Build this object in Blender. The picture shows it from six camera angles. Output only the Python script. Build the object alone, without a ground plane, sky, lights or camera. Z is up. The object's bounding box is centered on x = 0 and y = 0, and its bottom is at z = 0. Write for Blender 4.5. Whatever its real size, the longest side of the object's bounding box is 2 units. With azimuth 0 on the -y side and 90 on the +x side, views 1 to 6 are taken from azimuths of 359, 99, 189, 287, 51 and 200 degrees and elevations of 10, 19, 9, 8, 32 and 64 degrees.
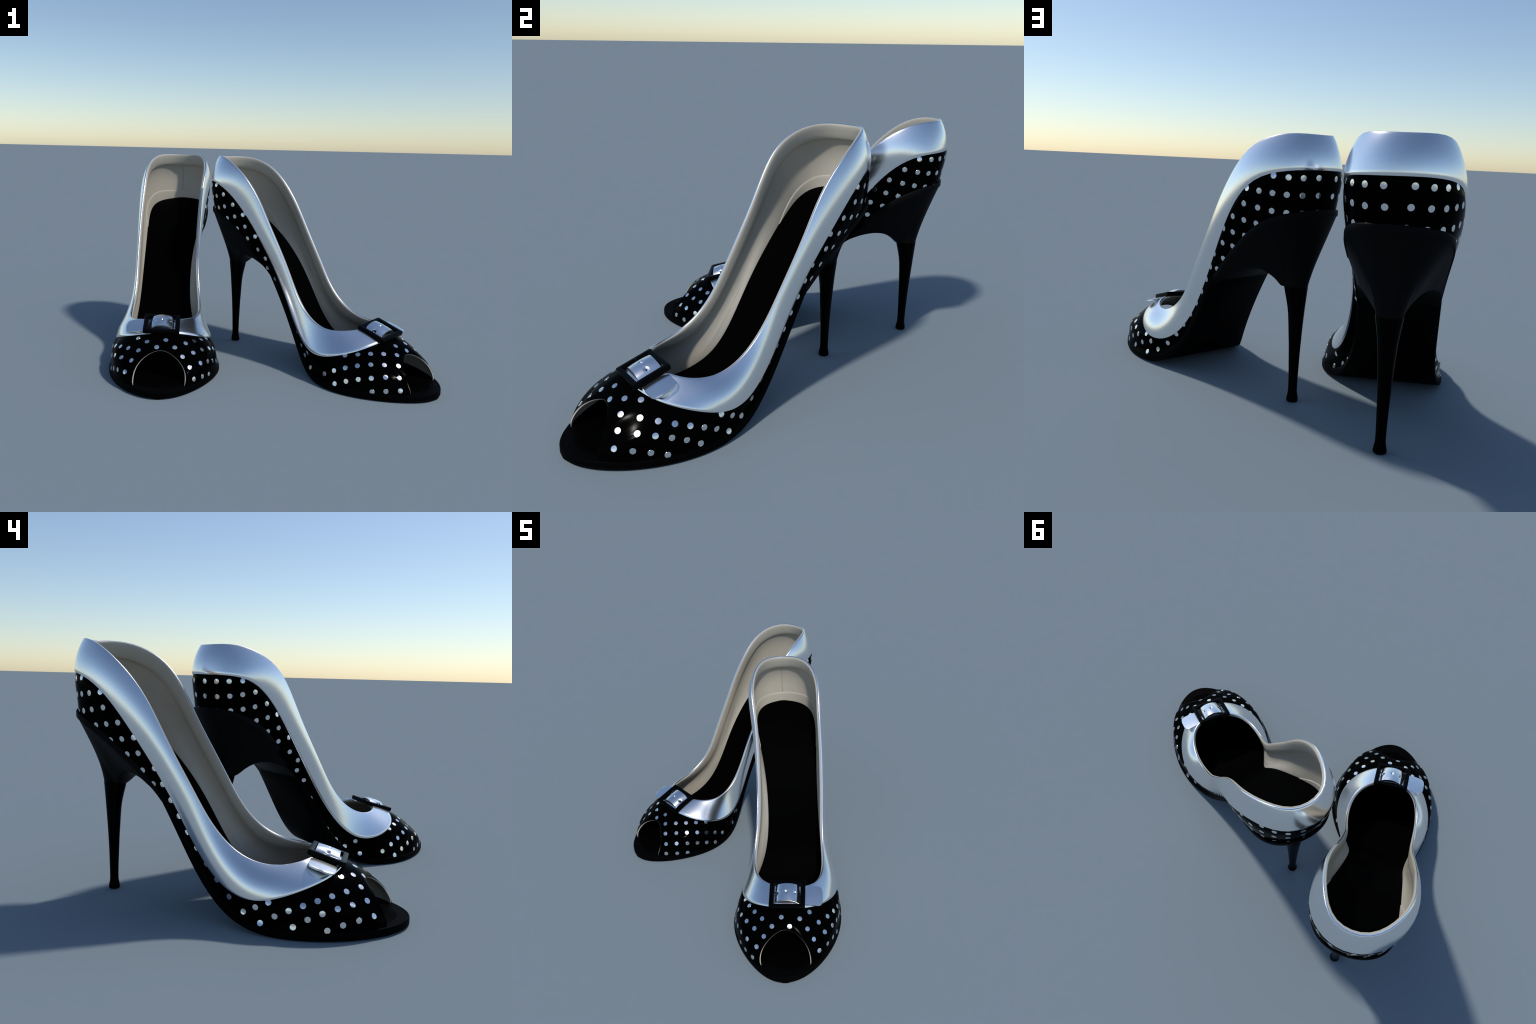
import bpy, bmesh
import math
import numpy as np

# ----------------------------------------------------------------------------
#  ONE SHOE, described in its own frame (metres):
#     x runs from heel to toe, y points to the outer side of the foot, z is up,
#     the heel tip stands on the origin of y and at x = HEEL_X.
#  The two shoes of the pair are this one and its mirror image.
# ----------------------------------------------------------------------------
HEEL_X = -0.700
SLAB = 0.042            # thickness of the sole slab

# control vertices (cubic B-splines) of the edges that give the shoe its shape
RIM = [(-0.823, -0.0, 1.324), (-0.805, 0.093, 1.327), (-0.735, 0.165, 1.326), (-0.64, 0.216, 1.296),
       (-0.539, 0.237, 1.228), (-0.441, 0.233, 1.131), (-0.357, 0.237, 1.012), (-0.287, 0.243, 0.881),
       (-0.214, 0.243, 0.752), (-0.137, 0.242, 0.625), (-0.067, 0.236, 0.499), (0.019, 0.232, 0.394),
       (0.122, 0.235, 0.324), (0.235, 0.225, 0.295), (0.338, 0.195, 0.304), (0.407, 0.134, 0.324),
       (0.429, 0.035, 0.329), (0.406, -0.074, 0.322), (0.343, -0.162, 0.316), (0.25, -0.206, 0.307),
       (0.147, -0.212, 0.327), (0.047, -0.199, 0.391), (-0.039, -0.183, 0.496), (-0.112, -0.174, 0.631),
       (-0.194, -0.173, 0.773), (-0.279, -0.175, 0.914), (-0.352, -0.18, 1.053), (-0.43, -0.195, 1.171),
       (-0.524, -0.203, 1.253), (-0.629, -0.181, 1.307), (-0.728, -0.144, 1.329), (-0.799, -0.089, 1.327)]
COLLAR = [(-0.881, 0.012, 1.167), (-0.85, 0.13, 1.166), (-0.767, 0.214, 1.155), (-0.656, 0.265, 1.12),
          (-0.545, 0.283, 1.029), (-0.438, 0.276, 0.884), (-0.326, 0.254, 0.712), (-0.224, 0.243, 0.526),
          (-0.128, 0.25, 0.355), (-0.023, 0.272, 0.227), (0.092, 0.304, 0.159), (0.213, 0.327, 0.151),
          (0.334, 0.31, 0.186), (0.45, 0.246, 0.229), (0.534, 0.147, 0.264), (0.56, 0.02, 0.29),
          (0.535, -0.113, 0.282), (0.469, -0.225, 0.243), (0.364, -0.292, 0.202), (0.244, -0.301, 0.166),
          (0.126, -0.271, 0.168), (0.018, -0.225, 0.245), (-0.09, -0.187, 0.392), (-0.204, -0.171, 0.582),
          (-0.331, -0.184, 0.781), (-0.456, -0.207, 0.961), (-0.576, -0.228, 1.09), (-0.69, -0.231, 1.151),
          (-0.789, -0.187, 1.163), (-0.858, -0.097, 1.164)]
CUP = [(-0.012, 0.239, 0.27), (-0.211, 0.238, 0.512), (-0.393, 0.24, 0.701), (-0.554, 0.246, 0.838),
       (-0.686, 0.244, 0.922), (-0.785, 0.205, 0.959), (-0.844, 0.12, 0.976), (-0.864, 0.007, 0.983),
       (-0.843, -0.102, 0.981), (-0.778, -0.181, 0.975), (-0.678, -0.218, 0.947), (-0.555, -0.216, 0.88),
       (-0.42, -0.185, 0.762), (-0.274, -0.129, 0.593)]
SOLE = [(-0.521, 0.224, 0.915), (-0.366, 0.237, 0.668), (-0.237, 0.245, 0.445), (-0.134, 0.251, 0.249),
        (-0.025, 0.271, 0.105), (0.108, 0.314, 0.021), (0.272, 0.345, -0.004), (0.457, 0.331, 0.0),
        (0.639, 0.26, 0.0), (0.789, 0.149, 0.001), (0.875, 0.023, 0.003), (0.871, -0.099, 0.001),
        (0.774, -0.21, 0.0), (0.622, -0.302, 0.0), (0.454, -0.358, 0.0), (0.296, -0.35, -0.003),
        (0.159, -0.289, 0.003), (0.04, -0.216, 0.065), (-0.067, -0.164, 0.202), (-0.186, -0.143, 0.405),
        (-0.329, -0.155, 0.658), (-0.496, -0.193, 0.957)]
INSOLE = [(-0.825, -0.019, 0.982), (-0.825, 0.085, 0.977), (-0.782, 0.173, 0.963), (-0.7, 0.223, 0.929),
          (-0.586, 0.232, 0.866), (-0.455, 0.222, 0.773), (-0.328, 0.217, 0.651), (-0.226, 0.219, 0.502),
          (-0.145, 0.223, 0.347), (-0.065, 0.233, 0.217), (0.023, 0.245, 0.129), (0.13, 0.27, 0.066),
          (0.26, 0.292, 0.0435), (0.42, 0.285, 0.0435), (0.6, 0.235, 0.0435), (0.74, 0.14, 0.0425),
          (0.815, 0.03, 0.0425), (0.81, -0.085, 0.0425), (0.73, -0.185, 0.0425), (0.6, -0.265, 0.0435),
          (0.44, -0.308, 0.0435), (0.29, -0.3, 0.0435), (0.16, -0.25, 0.058), (0.05, -0.195, 0.115),
          (-0.024, -0.153, 0.187), (-0.096, -0.125, 0.304), (-0.173, -0.117, 0.452), (-0.268, -0.122, 0.601),
          (-0.389, -0.141, 0.731), (-0.513, -0.172, 0.838), (-0.623, -0.193, 0.921), (-0.716, -0.176, 0.967),
          (-0.786, -0.114, 0.982)]
OPENING = [(0.792, 0.11, -0.049), (0.781, 0.129, 0.05), (0.75, 0.122, 0.124), (0.707, 0.086, 0.175),
           (0.67, 0.031, 0.207), (0.651, -0.024, 0.218), (0.667, -0.078, 0.204), (0.703, -0.136, 0.171),
           (0.739, -0.179, 0.12), (0.774, -0.186, 0.055), (0.811, -0.149, -0.023)]


def bspline(ctrl, closed, n=1200):
    c = np.array(ctrl, float)
    m = len(c)
    t = np.arange(n) / n if closed else np.linspace(0, 1, n)
    if closed:
        u = t * m
        i = np.floor(u).astype(int)
        idx = [(i + k - 1) % m for k in range(4)]
    else:
        u = t * (m - 3)
        i = np.minimum(np.floor(u).astype(int), m - 4)
        idx = [i + k for k in range(4)]
    f = (u - i)[:, None]
    w = [(1 - f) ** 3 / 6, (3 * f ** 3 - 6 * f ** 2 + 4) / 6, (-3 * f ** 3 + 3 * f ** 2 + 3 * f + 1) / 6, f ** 3 / 6]
    return sum(wk * c[ik] for wk, ik in zip(w, idx))


def unit(v):
    v = np.asarray(v, float)
    return v / np.maximum(np.linalg.norm(v, axis=-1, keepdims=True), 1e-9)


def arc(P):
    return np.r_[0, np.cumsum(np.linalg.norm(np.diff(P, axis=0), axis=1))]


def along(P, s):
    """points of the polyline P at arc fractions s"""
    L = arc(P)
    L = L / L[-1]
    return np.stack([np.interp(s, L, P[:, k]) for k in range(3)], -1)


def frac(P, q, w=(1, 1, 1)):
    """arc fraction of the point of P nearest to q"""
    L = arc(P)
    return L[(((P - np.array(q)) * np.array(w)) ** 2).sum(1).argmin()] / L[-1]


def halves(P):
    """closed edge -> (outer half, inner half), both from the back to the front"""
    i = np.where(P[:, 0] < -0.5)[0]
    b = i[np.abs(P[i, 1]).argmin()]
    P = np.roll(P, -b, 0)
    P = np.vstack([P, P[:1]])
    j = np.where(P[:, 0] > 0.3)[0]
    f = j[np.abs(P[j, 1] + 0.02).argmin()]
    return P[:f + 1], P[f:][::-1]


def smooth(P, times, ends=True):
    P = P.copy()
    for _ in range(times):
        P[1:-1] = 0.5 * P[1:-1] + 0.25 * (P[:-2] + P[2:])
    return P


def pchip(x, y, q):
    """monotone cubic through the few stations where the edges are tied together"""
    x, y = np.array(x, float), np.array(y, float)
    keep = np.r_[True, np.diff(x) > 1e-6]
    x, y = x[keep], y[keep]
    h, d = np.diff(x), np.diff(y) / np.diff(x)
    m = np.zeros(len(x))
    m[1:-1] = np.where(d[:-1] * d[1:] > 0, 2 * d[:-1] * d[1:] / (d[:-1] + d[1:] + 1e-12), 0)
    m[0], m[-1] = d[0], d[-1]
    i = np.clip(np.searchsorted(x, q) - 1, 0, len(h) - 1)
    t = (q - x[i]) / h[i]
    return ((2 * t ** 3 - 3 * t ** 2 + 1) * y[i] + (t ** 3 - 2 * t ** 2 + t) * h[i] * m[i]
            + (-2 * t ** 3 + 3 * t ** 2) * y[i + 1] + (t ** 3 - t ** 2) * h[i] * m[i + 1])


def bezier(p0, p1, p2, p3, v):
    v = np.asarray(v)[None, :, None]
    p0, p1, p2, p3 = (p[:, None, :] for p in (p0, p1, p2, p3))
    return (1 - v) ** 3 * p0 + 3 * (1 - v) ** 2 * v * p1 + 3 * (1 - v) * v ** 2 * p2 + v ** 3 * p3


# ---- the sole: bottom edge, split into its two sides, and its upward normal ----
sole = bspline(SOLE, False)
sole = sole[(sole[:, 2] < 0.585)]
tip = sole[:, 0].argmax()
SO, SI = sole[:tip + 1], sole[tip:][::-1]


def up_of(P):
    t = unit(np.gradient(smooth(P, 30), axis=0))
    n = np.stack([-t[:, 2], 0 * t[:, 2], t[:, 0]], -1)
    n = unit(n + 1e-6)
    flat = np.clip((P[:, 0] - 0.15) / 0.1, 0, 1)[:, None]       # the forepart lies flat
    n = unit(n * (1 - flat) + np.array([0, 0, 1.0]) * flat)
    return smooth(n, 40)


UO, UI = up_of(SO), up_of(SI)
cup = bspline(CUP, False)
cup = cup[(cup[:, 2] > 0.53)]
opening = bspline(OPENING, False)
opening = opening[opening[:, 2] > SLAB + 0.001]


def feather(S, U, side):
    """where the upper meets the sole: along the slab's top edge, then under the heel cup's lip"""
    a = S + U * SLAB
    out = np.gradient(S, axis=0)
    out = unit(np.stack([-out[:, 1], out[:, 0], 0 * out[:, 0]], -1)) * side
    a = a - out * 0.003
    cut = a[(S[:, 0] > -0.22)]
    j = np.where(cup[:, 0] < -0.8)[0]
    b = j[np.abs(cup[j, 1]).argmin()]
    c = cup[:b + 1][::-1] if side > 0 else cup[b:]
    t = unit(np.gradient(c, axis=0))
    o = unit(np.stack([t[:, 1], -t[:, 0], 0 * t[:, 0]], -1)) * (-side)
    d = unit(np.cross(t, o)) * side
    d *= np.sign(-d[:, 2:3])
    c = c - o * 0.012 + d * 0.028
    c = c[c[:, 0] < -0.33]
    # end at the toe opening
    e = opening[0] if side > 0 else opening[-1]
    e = e * [1, 1, 0] + [0, 0, SLAB]
    cut = cut[cut[:, 0] < e[0] - 0.02]
    cut = np.vstack([cut[np.linalg.norm(cut - e, axis=1) > 0.02], e])
    P = np.vstack([c, cut])
    return smooth(along(P, np.linspace(0, 1, 900)), 60)


FO, FI = feather(SO, UO, 1), feather(SI, UI, -1)
apex = opening[:, 0].argmin()
OPO, OPI = opening[:apex + 1], opening[apex:][::-1]
RO, RI = halves(bspline(RIM, True))
CO, CI = halves(bspline(COLLAR, True))
IO, II = halves(bspline(INSOLE, True))


def stations(n=26):
    """parameter of the sections: 0 back .. 3 corner of the toe opening .. 4 middle of the vamp"""
    return np.concatenate([np.linspace(0, 1, n)[:-1], np.linspace(1, 2, n)[:-1], np.linspace(2, 3, n - 6)[:-1],
                           np.linspace(3, 4, n - 6)])


def ties(R, C, F, O, side, q):
    s = side
    y = lambda a, b: a if s > 0 else b
    fr = [0, frac(R, (-.2, y(.243, -.173), y(.73, .78))), frac(R, (.2, y(.228, -.21), .30)),
          frac(R, (.37, y(.165, -.13), .315)), 1]
    fc = [0, frac(C, y((-.27, .247, .61), (-.29, -.18, .72))), frac(C, (.2, y(.317, -.30), .165)),
          frac(C, (.46, y(.225, -.225), .24)), 1]
    ff = [0, frac(F, y((-.33, .23, .61), (-.31, -.14, .61))), frac(F, (.22, y(.33, -.31), SLAB)), 1]
    k = [0, 1, 2, 3, 4]
    Rp, Cp = along(R, pchip(k, fr, q)), along(C, pchip(k, fc, q))
    low = q <= 3
    Lp = np.empty_like(Rp)
    Lp[low] = along(F, pchip(k[:4], ff, q[low]))
    t = q[~low] - 3
    Lp[~low] = along(O, t)
    return Rp, Cp, Lp


q = stations()
sec = []
for side, R_, C_, F_, O_ in ((1, RO, CO, FO, OPO), (-1, RI, CI, FI, OPI)):
    sec.append(ties(R_, C_, F_, O_, side, q))
# one ring: outer side from the back to the front, inner side from the front to the back (both seams shared)
ring = lambda a, b: np.vstack([a, b[::-1][1:-1]])
Rr, Cr, Lr = (ring(sec[0][k], sec[1][k]) for k in range(3))
Q = np.concatenate([q, q[::-1][1:-1]])            # station parameter round the ring
NR = len(Q)


def rsmooth(V, times):
    for _ in range(times):
        V = 0.5 * V + 0.25 * (np.roll(V, 1, 0) + np.roll(V, -1, 0))
    return V


tang = unit(np.roll(Cr + Rr, -1, 0) - np.roll(Cr + Rr, 1, 0))
IN = unit(rsmooth(unit(np.cross(Rr - Cr, tang)), 3))          # towards the foot
if (IN[0] @ [1, 0, 0]) < 0:
    IN = -IN
LD = unit(Rr - Cr)                                            # up the collar
tl = unit(np.roll(Lr, -1, 0) - np.roll(Lr, 1, 0))
span = np.linalg.norm(Cr - Lr, axis=1, keepdims=True)
INL = unit(rsmooth(unit(np.cross(Cr - Lr, tl)), 2))           # same, at the lower edge
INL *= np.sign((INL * IN).sum(1, keepdims=True))

# fullness of the collar and of the wall below it, at the five tie stations of either side (metres)
COLLAR_FULL = {1: [.012, .020, .0245, .0040, .0025], -1: [.012, .0125, .001, .005, .0025]}
WALL_LOW = {1: [.001, .006, -.0160, .0085, .019], -1: [.001, -.004, -.0145, .010, .019]}
WALL_HIGH = {1: [.003, .0055, -.0095, .011, -.006], -1: [.000, .024, -.0045, .018, -.006]}
wv = np.clip((Q - 1.3) / 0.9, 0, 1)[:, None]                  # 0 quarters, 1 vamp
wv = wv * wv * (3 - 2 * wv)
wo = np.clip((Q - 2.8) / 0.5, 0, 1)[:, None]                  # 1 where the edge is the toe opening
wo = wo * wo * (3 - 2 * wo)
UPV = unit(np.array([0, 0, 1.0]) + 0.10 * IN * [1, 1, 0])
rise = unit((Cr - Lr) * (1 - wv) + UPV * wv * span)


def full(table):
    a = pchip([0, 1, 2, 3, 4], table[1], q)
    b = pchip([0, 1, 2, 3, 4], table[-1], q)
    m0 = 0.5 * (a[0] + b[0])
    m4 = 0.5 * (a[-1] + b[-1])
    r = np.concatenate([a, b[::-1][1:-1]])
    r[0], r[len(q) - 1] = m0, m4
    return rsmooth(r[:, None], 3)


def shape():
    global H1, H2, BC
    BC = full(COLLAR_FULL)
    H1 = Lr + rise * span * (0.36 * wv + 0.3 * (1 - wv)) * (1 - wo) + unit(Cr - Lr) * span * 0.3 * wo
    H1 = rsmooth(H1 - INL * full(WALL_LOW), 4)
    H2 = Cr - LD * span * (0.40 * wv + 0.22 * (1 - wv)) * (1 - 0.4 * wo)
    H2 = rsmooth(H2 - IN * full(WALL_HIGH), 4)


shape()
WALL_IN = 0.0065


def upper_skin(v, depth=0.0):
    """outer face of the upper between its lower edge (v=0) and the collar's lower edge (v=1)"""
    return bezier(Lr + INL * depth, H1 + (IN * .3 + INL * .7) * (0.002 + depth), H2 + IN * (WALL_IN + depth),
                  Cr + IN * (WALL_IN + depth), np.asarray(v))


def collar_face(v):
    top = Rr - IN * 0.008 - LD * 0.004
    low = Cr + LD * 0.0105 - IN * 0.0035
    return bezier(low, low + (top - low) / 3 - IN * BC, low + (top - low) * 2 / 3 - IN * BC, top, v)


# ============================ meshes of the parts ============================
SHOE = {}          # part name -> (vertices, faces, material, smooth angle, parent part)


def put(name, verts, faces, mat, angle=40, parent=None, kind=None):
    SHOE.setdefault(name, []).append((np.array(verts, float), faces, mat, angle, parent, kind))


def grid(G, close_u=False, close_v=False, flip=False):
    nu, nv = G.shape[:2]
    f = []
    for i in range(nu if close_u else nu - 1):
        for j in range(nv if close_v else nv - 1):
            a, b = i, (i + 1) % nu
            c, d = j, (j + 1) % nv
            quad = (a * nv + c, b * nv + c, b * nv + d, a * nv + d)
            f.append(quad[::-1] if flip else quad)
    return G.reshape(-1, 3), f


def join(*parts):
    V, F, n = [], [], 0
    for v, f in parts:
        V.append(v)
        F += [tuple(k + n for k in q_) for q_ in f]
        n += len(v)
    return np.vstack(V), F


def columns(*cols):
    return np.stack(cols, 1)


# ---- spotted upper: outer skin, folded over to a second skin so that it has body ----
outer_skin = upper_skin(np.linspace(0, 1, 25))
under = (Cr + LD * 0.008 + IN * (WALL_IN + 0.0005))[:, None]
inner_skin = upper_skin(np.linspace(1, 0, 9), 0.0025)
put("spotted_upper", *grid(np.concatenate([outer_skin, under, inner_skin], 1), close_u=True, close_v=True), "patent", 50)

# ---- silver collar: rolled lower edge, face, flat rim ----
lo = columns(Cr + IN * 0.0100 + LD * 0.003, Cr + IN * 0.0080 - LD * 0.0003, Cr + IN * 0.0035 - LD * 0.0005, Cr + IN * 0.0015 + LD * 0.0005,
             Cr - IN * 0.0022 + LD * 0.0080)
face = collar_face(np.linspace(0, 1, 17))
hi = columns(Rr - IN * 0.0065 - LD * 0.0008, Rr - IN * 0.004 + LD * 0.0004, Rr + IN * 0.002, Rr + IN * 0.006 - LD * 0.003)
back_ = collar_face(np.linspace(0.93, 0.10, 9)) + (IN * 0.0065)[:, None]
put("collar", *grid(np.concatenate([lo, face, hi, back_], 1), close_u=True, close_v=True), "silver", 60)

# ---- lining: padded band under the rim, wall down to the insole, under the vamp to the toe opening ----
sides = []
for side, I_ in ((1, IO), (-1, II)):
    y = lambda a, b: a if side > 0 else b
    F_ = FO if side > 0 else FI
    O_ = OPO if side > 0 else OPI
    fi = [0, frac(I_, y((-.27, .217, .57), (-.27, -.12, .60))), frac(I_, (.2, y(.28, -.27), .05)),
          frac(I_, (.74, y(.14, -.175), .046))]
    B = np.empty((len(q), 3))
    low = q <= 3
    B[low] = along(I_, pchip([0, 1, 2, 3], fi, q[low]))
    B[~low] = along(O_, q[~low] - 3)
    sides.append(B)
Ir = ring(*sides)
onop = (Q > 3.0)[:, None]
wf = np.clip((Q - 2.0) / 0.5, 0, 1)[:, None]
Ib = np.where(onop, Lr + INL * 0.008, Ir * (1 - wf) + (Lr + INL * 0.010 + [0, 0, .002]) * wf)
drop = unit((Cr - Rr) * 0.75 + (Ib - Rr) * 0.25)
bandh = (0.085 - 0.03 * np.clip((Q - 1.2), 0, 1))[:, None]
bandh = np.minimum(bandh, 0.40 * np.linalg.norm(Rr - Cr, axis=1, keepdims=True) + 0.012)
band = columns(Rr + IN * 0.003 - LD * 0.004, Rr + IN * 0.0035 - LD * 0.0002, Rr + IN * 0.008 + LD * 0.0006, Rr + IN * 0.012 - LD * 0.002,
               Rr + IN * 0.0145 + drop * 0.010, Rr + IN * 0.0155 + drop * bandh * 0.35, Rr + IN * 0.0155 + drop * bandh * 0.65,
               Rr + IN * 0.0145 + drop * bandh * 0.90, Rr + IN * 0.0115 + drop * bandh)
# below the band the lining follows the leather at a small distance and runs in to the insole
rim_len = np.linalg.norm(Rr - Cr, axis=1)
forefoot = np.clip((Q - 1.1) / 0.5, 0, 1) * np.clip((2.95 - Q) / 0.4, 0, 1)
upper_part, lower_part = [], []
for k in range(NR):
    v0 = min(max(1 - (bandh[k, 0] + 0.010) / rim_len[k], 0.12), 0.95)
    vs = np.linspace(v0, 0.06, 7)
    chord = Rr[k] * vs[:, None] + Cr[k] * (1 - vs[:, None])
    upper_part.append(chord + IN[k] * (0.0125 + 0.004 * forefoot[k]))
upper_part = np.array(upper_part)
vl = np.linspace(0.93, 0, 16)
skin_in = upper_skin(vl, 0.0)
dep = 0.012 + 0.003 * (1 - wv) + 0.011 * forefoot[:, None]
waist = np.clip((Q - 0.45) / 0.4, 0, 1) * np.clip((2.3 - Q) / 0.4, 0, 1)
skin_in = skin_in + ((IN * dep)[:, None] * vl[None, :, None] + (INL * dep)[:, None] * (1 - vl)[None, :, None])
lower_part = skin_in + (Ib - skin_in[:, -1])[:, None] * ((1 - vl) ** np.where(onop, 3.0, 1.6 - 0.65 * waist[:, None]))[:, :, None]
lin_wall = np.concatenate([upper_part, lower_part], 1)
# one smooth cubic per section through that course
for k in range(NR):
    P = lin_wall[k]
    s_ = arc(P) / arc(P)[-1]
    Bz = np.stack([(1 - s_) ** 3, 3 * (1 - s_) ** 2 * s_, 3 * (1 - s_) * s_ ** 2, s_ ** 3], 1)
    mid = np.linalg.lstsq(Bz[:, 1:3], P - Bz[:, :1] * P[0] - Bz[:, 3:] * P[-1], rcond=None)[0]
    v_ = np.linspace(0, 1, 24)
    Bz = np.stack([(1 - v_) ** 3, 3 * (1 - v_) ** 2 * v_, 3 * (1 - v_) * v_ ** 2, v_ ** 3], 1)
    lin_wall[k, :, :] = along(Bz @ np.vstack([P[:1], mid, P[-1:]]), np.linspace(0, 1, P.shape[0]))
lin_v = np.arange(lin_wall.shape[1])
# keep the lining clear of the leather outside it
shell_in = np.concatenate([upper_skin(np.linspace(0, 0.97, 33), 0.0035), (Cr + IN * 0.0105)[:, None], collar_face(np.linspace(0.03, 0.9, 16)) + (IN * 0.0090)[:, None]], 1)
shell_n = unit(np.cross(np.roll(shell_in, -1, 0) - np.roll(shell_in, 1, 0), np.gradient(shell_in, axis=1)))
shell_n *= np.sign((shell_n * IN[:, None]).sum(-1, keepdims=True))
for k in range(NR):
    near = np.arange(k - 4, k + 5) % NR
    A, N_ = shell_in[near].reshape(-1, 3), shell_n[near].reshape(-1, 3)
    for j in range(len(lin_v) - (1 if Q[k] > 3 else 0)):
        p = lin_wall[k, j]
        m = ((A - p) ** 2).sum(1).argmin()
        gap = (p - A[m]) @ N_[m]
        if gap < 0.002:
            lin_wall[k, j] = p + N_[m] * min(0.002 - gap, 0.02)
edge_ = np.where(onop, Lr + INL * 0.0015 - unit(Cr - Lr) * 0.0012, Ib - np.array([0, 0, 0.004]))[:, None]
put("lining", *grid(np.concatenate([band, lin_wall, edge_], 1), close_u=True, flip=True), "lining", 50)

# stiffener panel at the back of the lining, and the upright seam, its groove shadow modelled as a thin dark tube
PATCH_TOP = [(0, 1.045), (0.4, 1.045), (0.6, 1.025), (0.78, 0.96)]


def lining_at(i, v):
    return along(lin_wall[i], np.atleast_1d(v))


def panel_height(u):
    return 1.045 - 0.02 * np.clip(u / 0.35, 0, 1) ** 2 - 0.23 * np.clip((u - 0.2) / 0.44, 0, 1) ** 1.9


cols_, order = [], [k for k in range(NR // 2, NR) if Q[k] <= 0.64] + [k for k in range(NR // 2) if Q[k] <= 0.64]
for k in order:
    line = lining_at(k, np.linspace(0, 1, 200))
    zt = max(panel_height(Q[k]), Ib[k, 2] + 0.002)
    j = np.abs(line[:, 2] - zt).argmin()
    v0 = j / 199
    pts = lining_at(k, np.linspace(v0, 1, 8))
    n = IN[k]
    cols_.append(np.vstack([pts[:1] - n * 0.002, pts[:1] + n * 0.002 - [0, 0, .0006], pts[:1] + n * 0.0045 - [0, 0, .004], pts[1:] + n * 0.0045]))
put("heel_grip", *grid(np.array(cols_), flip=True), "lining", 60, "lining")


def tube(P, r, n=8, taper=True):
    P = np.array(P, float)
    t = unit(np.gradient(P, axis=0))
    a = unit(np.cross(t, [0.3, 0.5, 0.81]))
    b = np.cross(t, a)
    rr = np.full(len(P), r, float)
    if taper:
        rr[0] = rr[-1] = r * 0.2
    w = np.linspace(0, 2 * np.pi, n, endpoint=False)
    G = P[:, None] + rr[:, None, None] * (np.cos(w)[None, :, None] * a[:, None] + np.sin(w)[None, :, None] * b[:, None])
    v, f = grid(G, close_v=True)
    m = len(P)
    f += [tuple(range(n))[::-1], tuple((m - 1) * n + k for k in range(n))]
    return v, f


k0 = 0
seam = lining_at(k0, np.linspace(0.02, 0.97, 30)) - IN[k0] * 0.0004
put("lining_seam", *tube(seam, 0.0024), "lining_groove_shade", 60, "lining")
seam = upper_skin(np.linspace(0.08, 1, 24))[k0] - IN[k0] * 0.0005
put("back_seam", *tube(seam, 0.0022), "patent", 60, "spotted_upper")

# ---- sole slab ----
NS = 90
ts = 1 - (1 - np.linspace(0, 1, NS)) ** 1.25
so, si = along(SO, ts), along(SI, ts)
Lo, Li = arc(SO) / arc(SO)[-1], arc(SI) / arc(SI)[-1]
uo = unit(np.stack([np.interp(ts, Lo, UO[:, k]) for k in range(3)], -1))
ui = unit(np.stack([np.interp(ts, Li, UI[:, k]) for k in range(3)], -1))


def outward(P, s):
    t = unit(np.gradient(P, axis=0))
    return unit(np.stack([-t[:, 1], t[:, 0], 0 * t[:, 0]], -1)) * s


oo, oi = outward(so, 1), outward(si, -1)
oo[-1] = oi[-1] = unit(oo[-2] + oi[-2])
um = unit(uo + ui)
dip = (0.006 + 0.036 * np.clip((so[:, 0:1] - 0.05) / 0.2, 0, 1))
edge = lambda P, u, o: [P - o * 0.006, P - o * 0.0005 + u * 0.004, P + o * 0.0015 + u * 0.009, P + o * 0.0015 + u * 0.0105,
                        P + u * 0.012, P + o * 0.001 + u * 0.022, P + o * 0.0005 + u * 0.034, P - o * 0.002 + u * 0.0400, P - o * 0.0055 + u * np.maximum(dip, 0.030), P - o * 0.010 + u * dip * 0.985]
eo, ei = edge(so, uo, oo), edge(si, ui, oi)
w = np.linspace(0, 1, 7)[1:-1]
top = [(so - oo * 0.03) * (1 - k) + (si - oi * 0.03) * k + um * dip for k in np.linspace(0, 1, 7)]
far = np.linalg.norm(so - si, axis=1, keepdims=True)
top = [np.where(far > 0.09, p, (so + si) / 2 + um * 0.0415 - (oo + oi) / 2 * 0.02) for p in top]
sag = 0.026 * np.clip((-0.13 - (so + si)[:, 0:1] / 2) / 0.15, 0, 1) ** 1.5
bot = [si * (1 - k) + so * k - um * sag * 4 * k * (1 - k) for k in w]
loop = eo + top + ei[::-1] + bot
G = np.stack(loop, 1)
v, f = grid(G, close_v=True)
f.append(tuple(range(G.shape[1])))
put("sole", v, f, "sole", 35)

# ---- insole ----
tI = np.linspace(0, 1, 80)
a_, b_ = along(IO, tI), along(II, tI)
lift = np.clip((0.3 - a_[:, 0]) / 0.3, 0, 1)[:, None]
cross = np.linspace(0, 1, 15)
G = np.stack([a_ * (1 - k) + b_ * k + np.array([0, 0, 0.0015 + 0.005 * min(1, 5 * k * (1 - k))]) for k in cross], 1)
G = np.concatenate([G[:, :1] - [0, 0, 0.012], G, G[:, -1:] - [0, 0, 0.012]], 1)
put("insole", *grid(G), "insole", 50)

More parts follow.
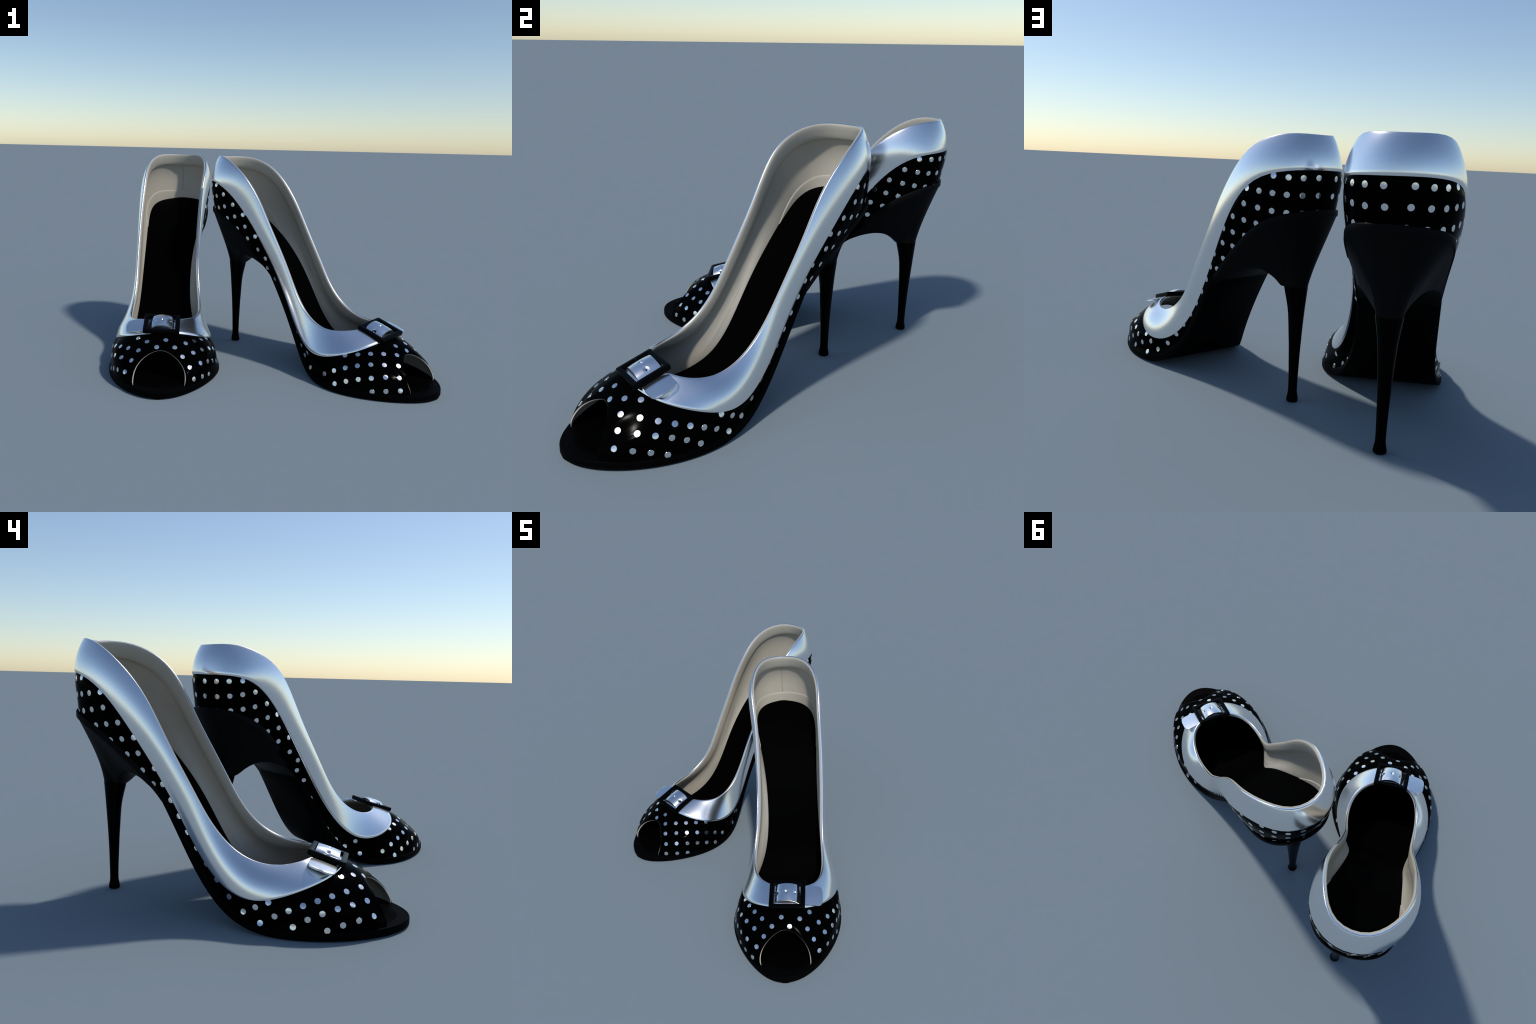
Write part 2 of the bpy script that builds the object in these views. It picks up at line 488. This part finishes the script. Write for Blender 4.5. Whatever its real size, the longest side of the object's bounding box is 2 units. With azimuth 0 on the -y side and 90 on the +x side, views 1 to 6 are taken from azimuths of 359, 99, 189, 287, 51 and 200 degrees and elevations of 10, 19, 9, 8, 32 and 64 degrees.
# ---- heel: lip band, block, breast, stiletto ----
t = unit(np.gradient(cup, axis=0))
o_ = unit(np.stack([-t[:, 1], t[:, 0], 0 * t[:, 0]], -1))
if o_[len(o_) // 2, 0] > 0:
    o_ = -o_
d_ = unit(np.cross(t, o_))
d_ *= np.sign(-d_[:, 2:3])
d_ = smooth(d_, 40)
sc = np.linspace(0, 1, 120)
Lc = arc(cup) / arc(cup)[-1]
lerp = lambda A: np.stack([np.interp(sc, Lc, A[:, k]) for k in range(3)], -1)
cu, ou, du = lerp(cup), unit(lerp(o_)), unit(lerp(d_))
thin = np.clip(np.minimum(sc, 1 - sc) / 0.06, 0.35, 1)[:, None]
bh = 0.030 * thin
lip = columns(cu - ou * 0.009 + du * 0.002, cu - ou * 0.006 - du * 0.001, cu - ou * 0.002 + du * 0.0015, cu - ou * 0.0005 + du * 0.006,
              cu - ou * 0.001 + du * bh * 0.85, cu - ou * 0.003 + du * bh, cu - ou * 0.006 + du * (bh + 0.001), cu - ou * 0.009 + du * (bh - 0.002))
v, f = grid(lip, close_v=True)
m = lip.shape[1]
f += [tuple(range(m))[::-1], tuple((len(cu) - 1) * m + k for k in range(m))]
put("heel_lip", v, f, "heel_black", 40, "heel")

# edges of the block's underside, from the shank to the stiletto
EO = np.array([(-.279, .238, .531), (-.304, .237, .559), (-.346, .233, .606), (-.39, .226, .638), (-.426, .215, .658), (-.473, .195, .672),
               (-.515, .171, .678), (-.552, .144, .674), (-.586, .115, .657), (-.617, .086, .629), (-.640, .060, .592)])
EI = np.array([(-.256, -.148, .546), (-.294, -.149, .584), (-.336, -.150, .619), (-.39, -.149, .645), (-.44, -.147, .662), (-.49, -.143, .671),
               (-.535, -.135, .670), (-.57, -.117, .657), (-.60, -.095, .634), (-.622, -.075, .610), (-.640, -.060, .592)])


def refine(P, n=80):
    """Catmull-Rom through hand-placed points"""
    P = np.array(P, float)
    E = np.vstack([2 * P[0] - P[1], P, 2 * P[-1] - P[-2]])
    out = []
    for u in np.linspace(0, len(P) - 1 - 1e-9, n):
        i = int(u)
        s = u - i
        a, b, c, d = E[i:i + 4]
        out.append(0.5 * (2 * b + (c - a) * s + (2 * a - 5 * b + 4 * c - d) * s * s + (3 * b - a - 3 * c + d) * s ** 3))
    return np.array(out)


EOf, EIf = refine(EO), refine(EI)
ST_C, ST_R, ST_Z = np.array([-0.686, -0.002]), 0.0575, 0.588
g0 = math.atan2(0.060 + 0.002, -0.640 - ST_C[0])
ang = np.linspace(g0, 2 * np.pi - g0, 40)
ringb = np.stack([ST_C[0] + ST_R * np.cos(ang), ST_C[1] + ST_R * np.sin(ang), np.full(40, ST_Z)], -1)
low_edge = np.vstack([EOf, ringb[1:-1], EIf[::-1]])
fl = lambda P, x: arc(P)[np.argmin(np.linalg.norm(P - np.array(x), axis=1))] / arc(P)[-1]
tops = cu + du * (bh - 0.002) - ou * 0.006
kt = [0, fl(tops, (-.42, .238, .70)), fl(tops, (-.66, .23, .87)), fl(tops, (-.80, .16, .93)), fl(tops, (-.855, 0, .95)),
      fl(tops, (-.79, -.15, .94)), fl(tops, (-.64, -.205, .90)), fl(tops, (-.42, -.18, .73)), 1]
kb = [0, fl(low_edge, (-.35, .234, .602)), fl(low_edge, (-.515, .171, .678)), fl(low_edge, (-.655, .048, .588)),
      fl(low_edge, (-.743, 0, .588)), fl(low_edge, (-.655, -.052, .588)), fl(low_edge, (-.52, -.138, .67)), fl(low_edge, (-.34, -.15, .615)), 1]
bots = along(low_edge, pchip(kt, kb, sc))
bl = np.linalg.norm(tops - bots, axis=1, keepdims=True)
narrow = np.exp(-((np.linalg.norm(bots[:, :2] - ST_C, axis=1, keepdims=True) - ST_R) / 0.05) ** 2)
flank = np.clip(1 - (ou[:, :1] / -0.985) ** 8, 0, 1)          # 0 at the very back of the heel
h1 = tops + (bots - tops) * 0.33 + ou * (0.020 * flank * narrow - 0.006 * (1 - flank))
h2 = bots + (tops - bots) * 0.33 + ou * (0.020 * flank - 0.012 * (1 - flank)) * narrow
h1, h2 = smooth(h1, 25), smooth(h2, 25)
shell = bezier(tops, h1, h2, bots, np.linspace(0, 1, 22))
shell = np.concatenate([shell, (bots - ou * 0.003 + [0, 0, .004])[:, None]], 1)
put("heel_block", *grid(shell), "heel_black", 45, "heel")
angf = np.linspace(g0, -g0, 13)
rows = []
for e0, e1 in zip(EOf, EIf):
    k = np.linspace(0, 1, 13)[:, None]
    rows.append(e0 * (1 - k) + e1 * k)
rows = np.array(rows)
rows[:, 1:-1] += (4 * np.linspace(0, 1, 13) * (1 - np.linspace(0, 1, 13)))[None, 1:-1, None] * np.array([0.006, 0, -0.030])
front = np.stack([ST_C[0] + ST_R * np.cos(angf), ST_C[1] + ST_R * np.sin(angf), np.full(13, ST_Z)], -1)
bl_ = np.clip((np.arange(len(rows)) - 68) / 11.0, 0, 1)[:, None, None] ** 1.5
rows = rows * (1 - bl_) + front[None] * bl_
put("heel_breast", *grid(rows, flip=True), "heel_black", 45, "heel")

prof = [(.600, -.686, .052), (.594, -.686, .0598), (.586, -.6865, .0603), (.56, -.6885, .0565), (.53, -.6915, .0515), (.49, -.695, .0455), (.45, -.697, .0412),
        (.40, -.6975, .0376), (.35, -.6975, .0345), (.29, -.698, .0308), (.22, -.698, .0278), (.14, -.699, .0250), (.085, -.699, .0238), (.052, -.699, .0238),
        (.040, -.699, .0252), (.028, -.699, .0277), (.012, -.699, .0303), (.006, -.699, .0308), (.002, -.699, .0302), (0, -.699, .0285)]
w = np.linspace(0, 2 * np.pi, 40, endpoint=False)
G = np.array([np.stack([cx + (r - 0.001) * np.cos(w), -0.002 + (r - 0.001) * np.sin(w), np.full(40, z)], -1) for z, cx, r in prof])
v, f = grid(G, close_v=True, flip=True)
f += [tuple(range(40)), tuple((len(prof) - 1) * 40 + k for k in range(40))[::-1]]
put("stiletto", v, f, "stiletto", 35, "heel")

# ---- buckle ----
BC = np.array([0.475, -0.007, 0.329])
E1 = unit(np.array([0.957, -0.065, -0.284]))         # towards the toe
E2 = np.array([0.11, 0.993, 0.05])
E2 = unit(E2 - E1 * (E2 @ E1))                       # towards the outer side
EN = np.cross(E1, E2)
loc = lambda a, b, h: BC + a * E1 + b * E2 + h * EN


def rounded_rect(a, b, r, n=5):
    pts = []
    for sx, sy, st in ((1, 1, 0), (-1, 1, 90), (-1, -1, 180), (1, -1, 270)):
        for k in range(n):
            th = math.radians(st + 90 * k / (n - 1))
            pts.append((sx * (a - r) + r * math.cos(th), sy * (b - r) + r * math.sin(th)))
    return pts


bar, bev, th = 0.0270, 0.0045, 0.027
secs = []
for inset, h in ((0, -th + bev), (0, -bev), (bev * .3, -bev * .3), (bev, 0), (bar - bev, 0), (bar - bev * .3, -bev * .3), (bar, -bev), (bar, -th + bev),
                 (bar - bev, -th), (bev, -th)):
    secs.append([loc(a, b, h) for a, b in rounded_rect(0.0945 - inset, 0.1090 - inset, max(0.010 - inset * 0.4, 0.003))])
G = np.array(secs).transpose(1, 0, 2)
put("buckle_frame", *grid(G, close_u=True, close_v=True, flip=True), "buckle", 40, "buckle")

# strap end threaded through the buckle: (position across the foot, height over the frame's top)
strap_line = refine([(-.125, -.040, 0), (-.105, -.036, 0), (-.088, -.032, 0), (-.076, -.018, 0), (-.060, .002, 0), (-.036, .0145, 0), (-.004, .0200, 0),
                     (.028, .0155, 0), (.054, .003, 0), (.072, -.016, 0), (.086, -.0260, 0), (.105, -.0265, 0), (.14, -.0305, 0),
                     (.18, -.0380, 0), (.213, -.0445, 0)], 120)
HOLES = [(-.0585, .0), (-.004, .0), (.047, .0)]
half = lambda b: 0.058 + 0.008 * min(max((b - 0.04) / 0.1, 0), 1)
aw = np.concatenate([[-1], np.linspace(-0.985, 0.985, 29), [1]])
up_, dn_ = [], []
for b, h, _ in strap_line:
    hw = half(b)
    if b > 0.178:
        hw *= max(1 - ((b - 0.178) / 0.0355) ** 3.0, 0.0) ** 0.36 * 0.97 + 0.03
    row_u, row_d = [], []
    for a in aw:
        x = a * hw - 0.004
        hh = h - 0.004 * (a * a) * (1 if abs(b) < .07 else 0.5)
        dent = sum(math.exp(-(((b - hb) / 0.0068) ** 2 + ((x - ha + 0.002) / 0.0068) ** 2)) for hb, ha in HOLES)
        e = 0.0018 if abs(a) == 1 else 0
        row_u.append(loc(x, b, hh - 0.009 * dent - e))
        row_d.append(loc(x, b, hh - 0.0085 + e))
    up_.append(row_u)
    dn_.append(row_d)
G = np.concatenate([np.array(up_), np.array(dn_)[:, ::-1]], 1)
v, f = grid(G, close_v=True, flip=True)
nn = G.shape[1]
f += [tuple(range(nn)), tuple((len(G) - 1) * nn + k for k in range(nn))[::-1]]
put("strap", v, f, "silver", 50, "buckle")
hole_h = lambda b: np.interp(b, strap_line[:, 0], strap_line[:, 1])
for hb, ha in HOLES:
    cc = loc(ha - 0.002, hb, hole_h(hb) - 0.0066)
    w = np.linspace(0, 2 * np.pi, 16, endpoint=False)
    slope = (hole_h(hb + .004) - hole_h(hb - .004)) / .008
    e2 = unit(E2 + EN * slope)
    G = np.array([[cc + r * (np.cos(k) * E1 + np.sin(k) * e2) + EN * h for k in w] for r, h in ((.0046, -.001), (.0044, .0002), (.002, .0006), (.0003, .0008))])
    put("strap_hole", *grid(G, close_v=True, flip=False), "buckle", 50, "buckle")
prong = refine([loc(-.002, -.097, -.006), loc(-.002, -.082, .004), loc(-.002, -.070, .005), loc(-.002, -.058, .0005), loc(-.002, -.050, -.004)], 24)
put("buckle_prong", *tube(prong, 0.0032, 10), "buckle", 60, "buckle")

# ---- polka dots: rows of spots that follow the cloth; first, middle and last spot of each row ----
DOT_R = 0.0143
DOT_ROWS = [
    # outer side, heel
    (4, (-.864, .050, 1.130), (-.822, .152, 1.127), (-.741, .218, 1.133)),
    (6, (-.856, .041, 1.050), (-.768, .201, 1.051), (-.609, .273, 1.069)),
    (6, (-.846, .030, .970), (-.764, .197, .968), (-.594, .275, .994)),
    (4, (-.655, .250, .903), (-.549, .271, .920), (-.440, .281, .940)),
    (3, (-.572, .252, .835), (-.500, .265, .847), (-.431, .273, .859)),
    (3, (-.480, .248, .774), (-.414, .261, .784), (-.348, .262, .794)),
    # outer side, down the shank
    (8, (-.329, .256, .717), (-.183, .247, .459), (-.006, .276, .212)),
    (2, (-.400, .248, .700), (-.372, .247, .668), (-.345, .246, .637)),
    # outer side, vamp
    (1, (.063, .290, .144), (.063, .290, .144), (.063, .290, .144)),
    (4, (.531, .292, .051), (.628, .246, .084), (.721, .174, .102)),
    (6, (.382, .324, .059), (.540, .285, .139), (.689, .148, .164)),
    (8, (.230, .322, .055), (.452, .300, .172), (.649, .108, .208)),
    (3, (.142, .305, .091), (.203, .320, .125), (.263, .318, .156)),
    (3, (.555, .123, .248), (.602, .063, .242), (.646, .002, .228)),
    # inner side, heel
    (4, (-.856, -.065, 1.127), (-.799, -.163, 1.128), (-.705, -.213, 1.133)),
    (5, (-.849, -.056, 1.046), (-.764, -.182, 1.050), (-.630, -.229, 1.074)),
    (6, (-.845, -.045, .968), (-.725, -.195, .974), (-.549, -.228, 1.011)),
    (3, (-.607, -.209, .917), (-.537, -.216, .933), (-.468, -.216, .951)),
    (3, (-.524, -.198, .854), (-.454, -.203, .873), (-.385, -.200, .892)),
    (2, (-.442, -.184, .795), (-.408, -.188, .805), (-.375, -.192, .814)),
    # inner side, shank
    (2, (-.354, -.168, .733), (-.324, -.173, .705), (-.294, -.178, .677)),
    (2, (-.287, -.165, .613), (-.257, -.160, .580), (-.228, -.157, .548)),
    (4, (-.165, -.152, .430), (-.072, -.165, .270), (.015, -.190, .160)),
    (2, (.072, -.209, .115), (.092, -.235, .132), (.112, -.265, .150)),
    # inner side, vamp
    (3, (.596, -.297, .048), (.662, -.262, .059), (.728, -.221, .067)),
    (6, (.377, -.343, .049), (.547, -.301, .113), (.711, -.199, .135)),
    (7, (.290, -.325, .082), (.490, -.288, .169), (.679, -.155, .187)),
    (8, (.153, -.263, .070), (.427, -.258, .215), (.638, -.103, .225)),
    (1, (.595, -.045, .252), (.595, -.045, .252), (.595, -.045, .252)),
]
fineV = np.linspace(0, 1, 121)
skin = upper_skin(fineV)
skin = np.stack([np.stack([np.interp(np.arange(NR * 3) / 3.0, np.arange(NR + 1), np.r_[skin[:, j, k], skin[0, j, k]]) for k in range(3)], -1)
                 for j in range(len(fineV))], 1)
du_ = np.roll(skin, -1, 0) - np.roll(skin, 1, 0)
dv_ = np.gradient(skin, axis=1)
sn = unit(np.cross(du_, dv_))
inr = np.repeat(IN, 3, 0)
sn *= -np.sign((sn * inr[:, None]).sum(-1, keepdims=True))
skin_f, sn_f = skin.reshape(-1, 3), sn.reshape(-1, 3)
keep_v = np.tile(np.arange(len(fineV)), NR * 3)


def on_skin(P, sub=None):
    out, nor, vv = [], [], []
    for p in np.atleast_2d(P):
        if sub is None:
            k = ((skin_f - p) ** 2).sum(1).argmin()
        else:
            k = sub[((skin_f[sub] - p) ** 2).sum(1).argmin()]
        n = sn_f[k]
        out.append(p - n * ((p - skin_f[k]) @ n))
        nor.append(n)
        vv.append((keep_v[k], np.linalg.norm(p - skin_f[k])))
    return np.array(out), np.array(nor), vv


w = np.linspace(0, 2 * np.pi, 20, endpoint=False)
for n, pa, pm, pb in DOT_ROWS:
    pa, pm, pb = map(np.array, (pa, pm, pb))
    for k in range(n):
        s = k / (n - 1) if n > 1 else 0.0
        P = pa * (1 - s) * (1 - 2 * s) + pm * 4 * s * (1 - s) + pb * s * (2 * s - 1)
        c, nr, vv = on_skin(P)
        if vv[0][1] > 0.016:
            continue
        c, nr = c[0], nr[0]
        sub = np.where(((skin_f - c) ** 2).sum(1) < 0.035 ** 2)[0]
        a = unit(np.cross(nr, [0.2, 0.1, 1.0]))
        b = np.cross(nr, a)
        rings = []
        for r, up in ((1.0, 0.0001), (0.97, 0.0006), (0.6, 0.0007), (0.2, 0.0007), (0.01, 0.0007)):
            pts, nrm, vv = on_skin([c + DOT_R * r * (np.cos(x) * a + np.sin(x) * b) for x in w], sub)
            rings.append(pts + nrm * up)
        G = np.array(rings)
        put("polka_dot", *grid(G, close_v=True), "silver_foil", 40, "spotted_upper")


# ================================ materials ==================================
def material(name, base, rough, metallic=0.0, spec=0.5, coat=0.0, coat_rough=0.05, grain=None, tint=None, sheen=0.0):
    m = bpy.data.materials.new(name)
    m.use_nodes = True
    nt = m.node_tree
    bs = nt.nodes["Principled BSDF"]
    bs.inputs["Base Color"].default_value = (*base, 1)
    bs.inputs["Roughness"].default_value = rough
    bs.inputs["Metallic"].default_value = metallic
    bs.inputs["Specular IOR Level"].default_value = spec
    bs.inputs["Coat Weight"].default_value = coat
    bs.inputs["Coat Roughness"].default_value = coat_rough
    bs.inputs["Sheen Weight"].default_value = sheen
    tc = nt.nodes.new("ShaderNodeTexCoord")
    if tint:
        nz = nt.nodes.new("ShaderNodeTexNoise")
        nz.inputs["Scale"].default_value = tint[0]
        nz.inputs["Detail"].default_value = 4
        rp = nt.nodes.new("ShaderNodeValToRGB")
        rp.color_ramp.elements[0].position, rp.color_ramp.elements[1].position = 0.3, 0.7
        rp.color_ramp.elements[0].color = (*[c * (1 - tint[1]) for c in base], 1)
        rp.color_ramp.elements[1].color = (*[min(c * (1 + tint[1]), 1) for c in base], 1)
        nt.links.new(tc.outputs["Object"], nz.inputs["Vector"])
        nt.links.new(nz.outputs["Fac"], rp.inputs["Fac"])
        nt.links.new(rp.outputs["Color"], bs.inputs["Base Color"])
    if grain:
        nz = nt.nodes.new("ShaderNodeTexNoise")
        nz.inputs["Scale"].default_value = grain[0]
        nz.inputs["Detail"].default_value = 3
        bp = nt.nodes.new("ShaderNodeBump")
        bp.inputs["Strength"].default_value = grain[1]
        bp.inputs["Distance"].default_value = 0.002
        nt.links.new(tc.outputs["Object"], nz.inputs["Vector"])
        nt.links.new(nz.outputs["Fac"], bp.inputs["Height"])
        nt.links.new(bp.outputs["Normal"], bs.inputs["Normal"])
    return m


MAT = {
    "silver": material("silver_leather", (0.96, 0.965, 0.97), 0.23, metallic=1.0),
    "silver_foil": material("silver_foil", (0.84, 0.845, 0.85), 0.2, metallic=1.0),
    "patent": material("black_patent_leather", (0.0008, 0.0008, 0.0009), 0.12, spec=0.006),
    "lining": material("cream_lining", (0.46, 0.42, 0.345), 0.45, spec=0.3, tint=(9, 0.03)),
    "lining_groove_shade": material("lining_seam", (0.35, 0.317, 0.258), 0.6, spec=0.2),  # lining cream darkened to paint the shade in the seam's groove
    "insole": material("black_insole", (0.0008, 0.0008, 0.0008), 0.6, spec=0.008),
    "sole": material("black_sole", (0.0018, 0.0018, 0.0020), 0.5, spec=0.012),
    "heel_black": material("matt_black_heel", (0.0048, 0.0051, 0.0056), 0.5, spec=0.03),
    "stiletto": material("polished_black_heel", (0.0006, 0.0006, 0.0006), 0.2, spec=0.025),
    "buckle": material("black_enamel", (0.0012, 0.0012, 0.0014), 0.25, spec=0.05),
}


# ============================ objects of one shoe ============================
def mesh_object(name, verts, faces, mat, angle, mirror):
    v = np.array(verts, float)
    if mirror:
        v = v * [1, -1, 1]
        faces = [tuple(reversed(f)) for f in faces]
    me = bpy.data.meshes.new(name)
    me.from_pydata(v.tolist(), [], faces)
    bm = bmesh.new()
    bm.from_mesh(me)
    bmesh.ops.remove_doubles(bm, verts=bm.verts, dist=2e-5)
    bmesh.ops.dissolve_degenerate(bm, dist=1e-6, edges=bm.edges)
    bm.to_mesh(me)
    bm.free()
    me.materials.append(MAT[mat])
    me.polygons.foreach_set("use_smooth", [True] * len(me.polygons))
    me.set_sharp_from_angle(angle=math.radians(angle))
    ob = bpy.data.objects.new(name, me)
    bpy.context.scene.collection.objects.link(ob)
    return ob


def empty(name, parent=None):
    e = bpy.data.objects.new(name, None)
    e.empty_display_size = 0.1
    bpy.context.scene.collection.objects.link(e)
    e.parent = parent
    return e


def build_shoe(mirror, location, turn, label):
    root = empty("high_heel_shoe")
    root.location = location
    root.rotation_euler = (0, 0, turn)
    root["label"] = label
    root["category"] = "high-heeled shoe"
    made = {"heel": empty("heel", root), "buckle": empty("buckle", root)}
    names = [n for n in SHOE if SHOE[n][0][4] is None] + [n for n in SHOE if SHOE[n][0][4] is not None]
    for name in names:
        for v, f, mat, angle, parent, kind in SHOE[name]:
            ob = mesh_object(name, v, f, mat, angle, mirror)
            ob.parent = made[parent] if parent else root
            made.setdefault(name, ob)
    return root


for o in list(bpy.data.objects):
    bpy.data.objects.remove(o)
right = build_shoe(True, (-0.664, 0.0, 0.0), math.radians(-90), "right black peep-toe stiletto with silver dots, collar and buckle")
TURN = math.radians(-40.873)
left = build_shoe(False, (-0.1224 - 0.664 * math.sin(TURN), -0.7177 + 0.664 * math.cos(TURN), 0.0), TURN,
                  "left black peep-toe stiletto with silver dots, collar and buckle")
